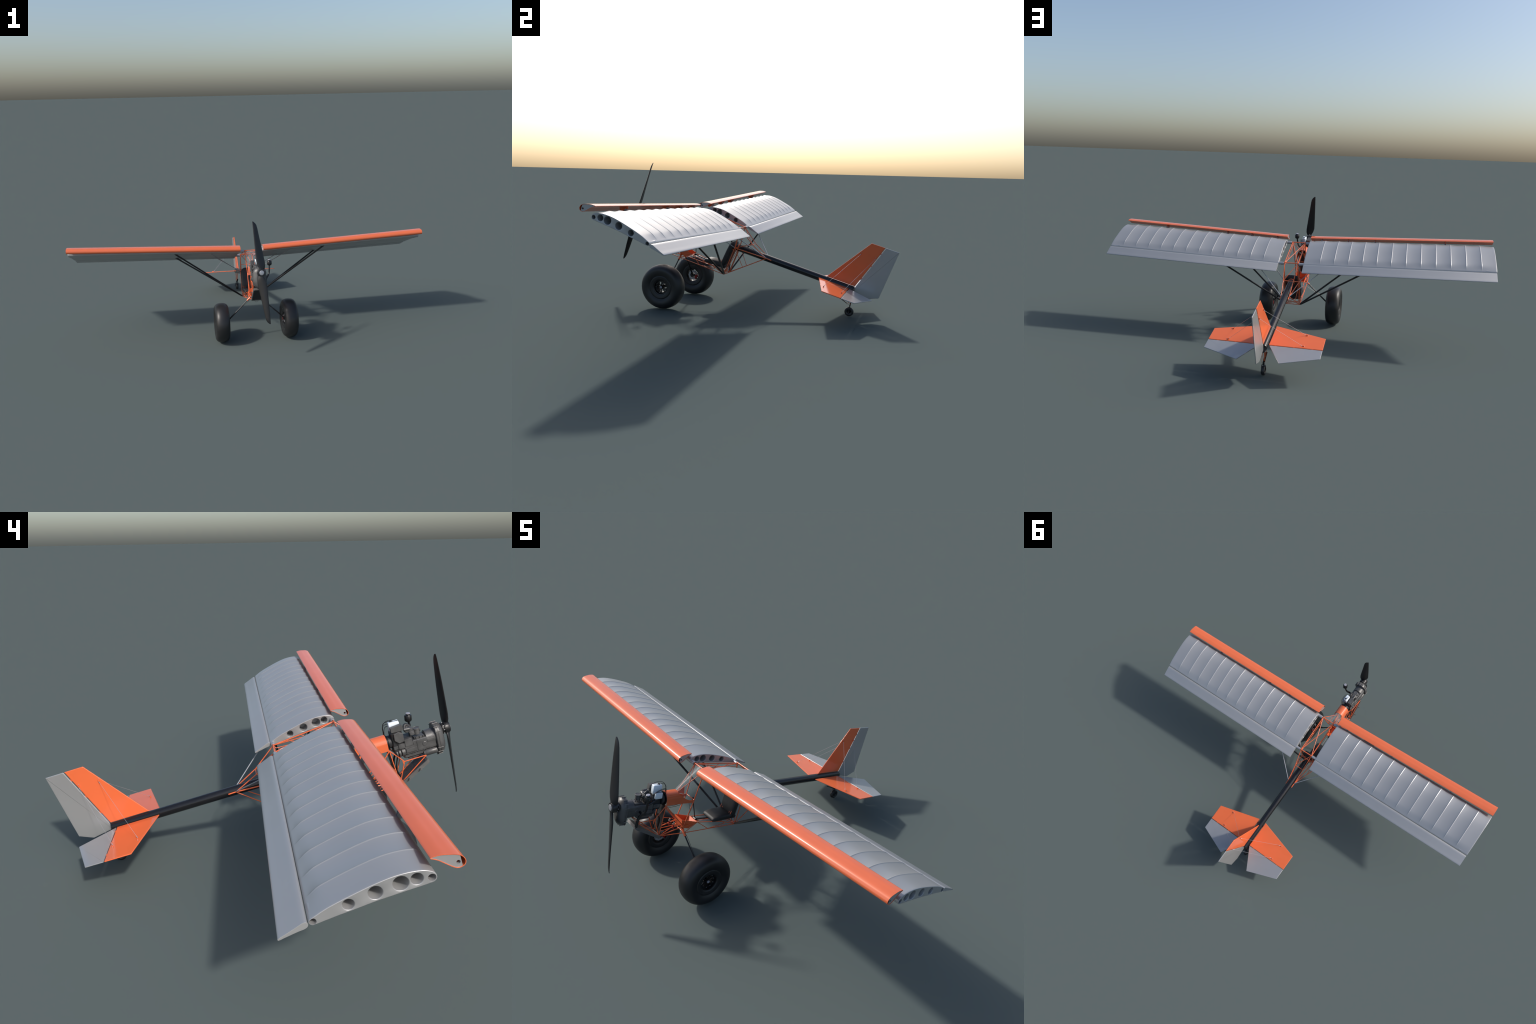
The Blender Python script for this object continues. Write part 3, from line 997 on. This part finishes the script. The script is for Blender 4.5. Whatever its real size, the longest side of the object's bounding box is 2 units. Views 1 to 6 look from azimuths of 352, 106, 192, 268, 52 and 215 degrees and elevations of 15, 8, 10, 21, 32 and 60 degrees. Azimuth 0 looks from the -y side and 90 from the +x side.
def accessories(gg):
    gg.box(EX - .0265, EX - .012, -.5850, -.5640, .2470, .2640, ch=.0012)
    gg.box(EX - .0245, EX - .012, -.5640, -.5480, .2480, .2600, ch=.0012)
    gg.box(EX + .008, EX + .022, -.5800, -.5500, .2420, .2580, ch=.0012)
    # ignition coil wedge
    q = [(-.5925, .3090), (-.5510, .3105), (-.5512, .3265), (-.5890, .3300)]
    gg.rings([[B(EX - .0230, y, z) for y, z in q], [B(EX - .0070, y, z) for y, z in q]])
part("ignition_box", accessories)
def pulleys(gg):
    for y0, r, w in ((-.5835, .0155, .012), (-.5690, .0145, .0075), (-.5590, .0120, .006)):
        gg.lathe([(0, r * .92), (.001, r), (w - .001, r), (w, r * .92)], B(EX - .013, y0, .2310), AFT, 30)
    gg.lathe([(0, .011), (.010, .011)], B(EX + .012, -.578, .226), AFT, 24)
part("alternator", pulleys)


def carburetor(gg):
    gg.lathe([(0, .0105), (.0160, .0105), (.0175, .0122), (.0215, .0122), (.0222, .0108), (.0212, .0104), (.0205, .0030)], B(EX - .004, -.6360, .2760), UP, 32)
    gg.box(EX - .019, EX - .004, -.6260, -.6090, .2800, .2955, ch=.0016)
    gg.box(EX - .016, EX + .004, -.6240, -.5960, .2930, .3060, ch=.0030)
    gg.lathe([(0, .0055), (.018, .0055)], B(EX - .014, -.6130, .3040), B(0, 1, .15), 18)
    gg.lathe([(0, .0048), (.016, .0048)], B(EX + .004, -.6200, .2990), (1, 0, .1), 18)
    gg.box(EX - .0230, EX - .0150, -.6250, -.6100, .2820, .2905, ch=.0010)
    for y in (-.640, -.652, -.628):
        gg.lathe([(0, .0018), (.0060, .0018)], B(EX + .010, y, .2760), UP, 8)
        gg.lathe([(0, .0015), (.0075, .0015)], B(EX - .020, y, .2640), UP, 8)
    gg.box(EX - .018, EX + .016, -.6560, -.6220, .2630, .2700, ch=.001)
part("carburetor", carburetor)


def ducts(gg):
    gg.tube(catmull([B(EX + .004, -.600, .300), B(EX + .010, -.606, .312), B(EX + .012, -.615, .308), B(EX + .012, -.624, .292)], 5, closed=False), .0058, 14)
    gg.tube(catmull([B(EX + .016, -.566, .240), B(EX + .022, -.585, .226), B(EX + .022, -.62, .222), B(EX + .018, -.64, .216)], 5, closed=False), .0046, 12)
    gg.tube(catmull([B(EX + .020, -.56, .286), B(EX + .024, -.585, .270), B(EX + .024, -.605, .262)], 5, closed=False), .0046, 12)
    gg.box(EX + .004, EX + .018, -.6150, -.6000, .2920, .3080, ch=.002)
part("intake_duct", ducts, "castdark", 50)

# overflow canister on its bent pipe (right side)
g = Geo()
FB, FT = B(.0604, -.6335, .3035), B(.0606, -.6362, .3235)
ax = (FT - FB).normalized()
L_ = (FT - FB).length
g.lathe([(-.0050, .0060), (-.0030, .0095), (0, .0120), (.002, .0125), (L_ - .003, .0125), (L_ - .0005, .0108), (L_, .0076), (L_ + .004, .0072)], FB, ax, 32)
can = g.build("breather_canister", "black", engine)
g = Geo()
g.lathe([(L_ + .0035, .0078), (L_ + .0060, .0078), (L_ + .0068, .0066)], FB, ax, 24)
g.lathe([(-.002, .0022), (.0, .0022)], FB + ax * (L_ * .55) + Vector((.0124, 0, 0)), (1, 0, 0), 12)
g.build("canister_cap", "greycap", can)
g = Geo()
pipe = catmull([FB, B(.0590, -.6340, .2850), B(.0560, -.6340, .2620), B(.0510, -.6360, .2500), B(.0400, -.6420, .2360), B(.0330, -.6480, .2150), B(.0315, -.6520, .1830)], 5, closed=False)
g.tube(pipe, [.0042 if k < 15 else .0054 for k in range(len(pipe))], 16)
g.build("breather_pipe", "black", can, smooth=50)
g = Geo()
g.tube([B(.0350, -.640, .238), B(.014, -.636, .240)], .0046, 12)
g.build("pipe_branch", "black", can)


# white header tanks
def tank(x0, x1, y0, y1, z0, z1, cap):
    gg = Geo()
    rings = []
    for z, ins in ((z0, .0022), (z0 + .0007, .0008), (z0 + .0022, 0), (z1 - .0030, 0), (z1 - .0010, .0012), (z1, .0034)):
        ring = []
        r = .0035
        a0, a1, b0, b1 = x0 + ins, x1 - ins, y0 + ins, y1 - ins
        for cx, cy, st in ((a1 - r, b1 - r, 0), (a0 + r, b1 - r, 90), (a0 + r, b0 + r, 180), (a1 - r, b0 + r, 270)):
            for k in range(6):
                a = math.radians(st + 18 * k)
                ring.append(B(cx + r * math.cos(a), cy + r * math.sin(a), z))
        rings.append(ring)
    gg.rings(rings)
    t = gg.build("coolant_tank", "white", engine, smooth=50)
    if cap:
        c = Geo()
        c.lathe([(0, .0046), (.0030, .0046), (.0036, .0036)], B((x0 + x1) / 2 + .001, y1 - .0115, z1 - .0003), UP, 20)
        c.build("tank_cap", "castdark", t)


tank(-.0050, .0150, -.5880, -.5515, .3000, .3375, True)
tank(.0165, .0265, -.5830, -.5520, .2850, .3100, False)


def hoses(gg):
    for k, (dz, dx) in enumerate(((0, 0), (.006, .003))):
        gg.tube(catmull([B(.020 + dx, -.605, .292), B(.024 + dx, -.590, .306 + dz), B(.024 + dx, -.565, .318 + dz), B(.020 + dx, -.543 + dx, .318 + dz),
                         B(.014, -.535 + dx, .300), B(.008, -.534, .270)], 6, closed=False), .0010, 8)
    gg.tube(catmull([B(-.004, -.590, .334), B(-.002, -.570, .344), B(.004, -.545, .343), B(.006, -.532, .325), B(.006, -.533, .295)], 6, closed=False), .0009, 8)
    gg.tube(catmull([B(.004, -.588, .330), B(.006, -.560, .340), B(.012, -.538, .335), B(.012, -.533, .300)], 6, closed=False), .0009, 8)
    for dz in (0, -.006):
        gg.tube(catmull([B(.020, -.535, .246 + dz), B(.018, -.50, .243 + dz), B(.016, -.46, .246 + dz), B(.014, -.42, .254)], 5, closed=False), .0008, 6)
    for sg in (1, -1):
        gg.tube(catmull([B(sg * .016, -.556, .216), B(sg * .018, -.548, .195), B(sg * .014, -.545, .170), B(sg * .012, -.552, .140)], 5, closed=False), .0034 if sg > 0 else .0024, 10)
    gg.tube(catmull([B(.012, -.54, .128), B(.0, -.535, .108), B(-.012, -.53, .106), B(-.016, -.53, .126)], 6, closed=False), .0006, 6)
    gg.tube(catmull([B(-.002, -.54, .128), B(-.008, -.53, .112), B(-.018, -.525, .124)], 6, closed=False), .0006, 6)
    gg.tube(catmull([B(.010, -.42, .250), B(.012, -.41, .220), B(.016, -.408, .195), B(.014, -.402, .215), B(.008, -.40, .25)], 6, closed=False), .0005, 6)
part("hose", hoses, "black", 60)
part("engine_backplate", lambda gg: gg.lathe([(0, .0225), (.010, .0225), (.012, .020)], B(-.001, -.5475, .2720), AFT, 36), "castdark")

g = Geo()                                                  # lower firewall sheet between the mount tubes
g.rings([[B(-.0255, -.5290, .2500), B(.0255, -.5290, .2500), B(.0255, -.5300, .2500), B(-.0255, -.5300, .2500)],
         [B(-.0245, -.5405, .1260), B(.0245, -.5405, .1260), B(.0245, -.5415, .1260), B(-.0245, -.5415, .1260)]])
g.build("lower_firewall", "castdark", cowl)

# radiator slung under the engine
RA, RB_ = (-.6480, .1835), (-.5400, .1240)                 # top-front and bottom-rear, (y, z)
dv = Vector((RB_[0] - RA[0], RB_[1] - RA[1])).normalized()
nv = Vector((dv.y, -dv.x))
if nv.y > 0:
    nv = -nv
def rad(x, s, n_):
    L = math.hypot(RB_[0] - RA[0], RB_[1] - RA[1])
    p = Vector(RA) + dv * (s * L) + nv * n_
    return B(x, p.x, p.y)
g = Geo()
for s0, s1, hw, n0, n1 in ((.04, .96, .0310, .0005, .0100),):
    g.rings([[rad(-hw, s, n0), rad(hw, s, n0), rad(hw, s, n1), rad(-hw, s, n1)] for s in (s0, s1)])
radiator = g.build("radiator", "radiator", smooth=0)
g = Geo()
for sx in (-1, 1):
    for s0, s1 in ((0, 1),):
        xa, xb = sx * .0300, sx * .0345
        g.rings([[rad(xa, s, -.0004), rad(xb, s, -.0004), rad(xb, s, .0118), rad(xa, s, .0118)] for s in (s0, s1)])
for s0, s1 in ((-.02, .05), (.95, 1.02)):
    g.rings([[rad(-.0300, s, -.0002), rad(.0300, s, -.0002), rad(.0300, s, .0112), rad(-.0300, s, .0112)] for s in (s0, s1)])
for s in (.3, .7):
    a, b = rad(-.0335, s, .006), rad(-.0420, s, .006)
    g.tube([a, b], .0022, 10)
    g.lathe([(0, .0032), (.0025, .0032)], b, (b - a), 10)
g.build("radiator_frame", "radcase", radiator, smooth=30)
g = Geo()
for i in range(26):
    s = .07 + .86 * i / 25
    g.rings([[rad(-.0298, s - .004, .0098), rad(.0298, s - .004, .0098), rad(.0298, s - .004, .0106), rad(-.0298, s - .004, .0106)],
             [rad(-.0298, s + .004, .0098), rad(.0298, s + .004, .0098), rad(.0298, s + .004, .0106), rad(-.0298, s + .004, .0106)]])
g.build("radiator_fin", "castdark", radiator, smooth=0, kind="stuff")

# ------------------------------------------------------------------ propeller
PY, PZ = -.7385, .2642
g = Geo()
g.lathe([(-.7185, .0120), (-.7190, .0185), (-.7215, .0205), (-.7245, .0205), (-.7255, .0175), (-.7275, .0175), (-.7290, .0205), (-.7330, .0208), (-.7440, .0200), (-.7478, .0175), (-.7484, .0125), (-.7478, .006)],
        B(0, 0, PZ), AFT, 40)
hub = g.build("propeller", "prop")
g = Geo()
g.lathe([(-.7475, .0121), (-.7494, .0119), (-.7500, .0108), (-.7500, .0020)], B(0, 0, PZ), AFT, 32)
g.build("spinner_cap", "alu", hub)
g = Geo()
for i in range(8):
    a = 2 * math.pi * i / 8
    g.lathe([(-.7275, .0011), (-.7225, .0011)], B(.0192 * math.cos(a), 0, PZ + .0192 * math.sin(a)), AFT, 8)
for i in range(6):
    a = 2 * math.pi * i / 6
    g.lathe([(-.7508, .0011), (-.7496, .0011)], B(.0078 * math.cos(a), 0, PZ + .0078 * math.sin(a)), AFT, 8)
g.build("hub_bolt", "steel", hub, kind="stuff")
BLADE = [  # radius, left edge x, right edge x, fore-aft sweep of the chord, thickness
    (.008, -.0095, .0105, .010, .0130), (.020, -.0085, .0190, .012, .0120), (.0345, -.0172, .0222, .0120, .0110), (.037, -.0180, .0223, .0120, .0108), (.055, -.0238, .0218, .0117, .0100),
    (.058, -.0241, .0212, .0117, .0098), (.090, -.0258, .0160, .0112, .0088), (.128, -.0275, .0098, .0108, .0078), (.180, -.0292, .0008, .0098, .0066), (.228, -.0309, -.0068, .0065, .0052),
    (.243, -.0314, -.0108, .0052, .0045), (.252, -.0317, -.0160, .0042, .0039), (.258, -.0319, -.0222, .0030, .0033), (.2618, -.0319, -.0275, .0022, .0026)]


def blade_mesh(sgn):
    gg = Geo()
    rings = []
    n = 28
    for r, xl, xr, sw, th in BLADE:
        ring = []
        cx, hw = (xl + xr) / 2, (xr - xl) / 2
        chord = Vector((xr - xl, sw))
        ln = chord.length
        nrm = Vector((-chord.y, chord.x)) / ln
        for k in range(n):
            a = 2 * math.pi * k / n
            u = math.cos(a)
            t = math.sin(a) * th / 2 * (1 - .25 * u)
            camber = -.06 * ln * (1 - u * u)
            p = Vector((cx, 0)) + chord * (u / 2) + nrm * (t + camber * .4)
            ring.append(B(sgn * p.x, PY + p.y, PZ + sgn * r))
        rings.append(ring)
    gg.rings(rings)
    return gg.build("propeller_blade", "prop", hub, smooth=50)


blade_mesh(1)
blade_mesh(-1)
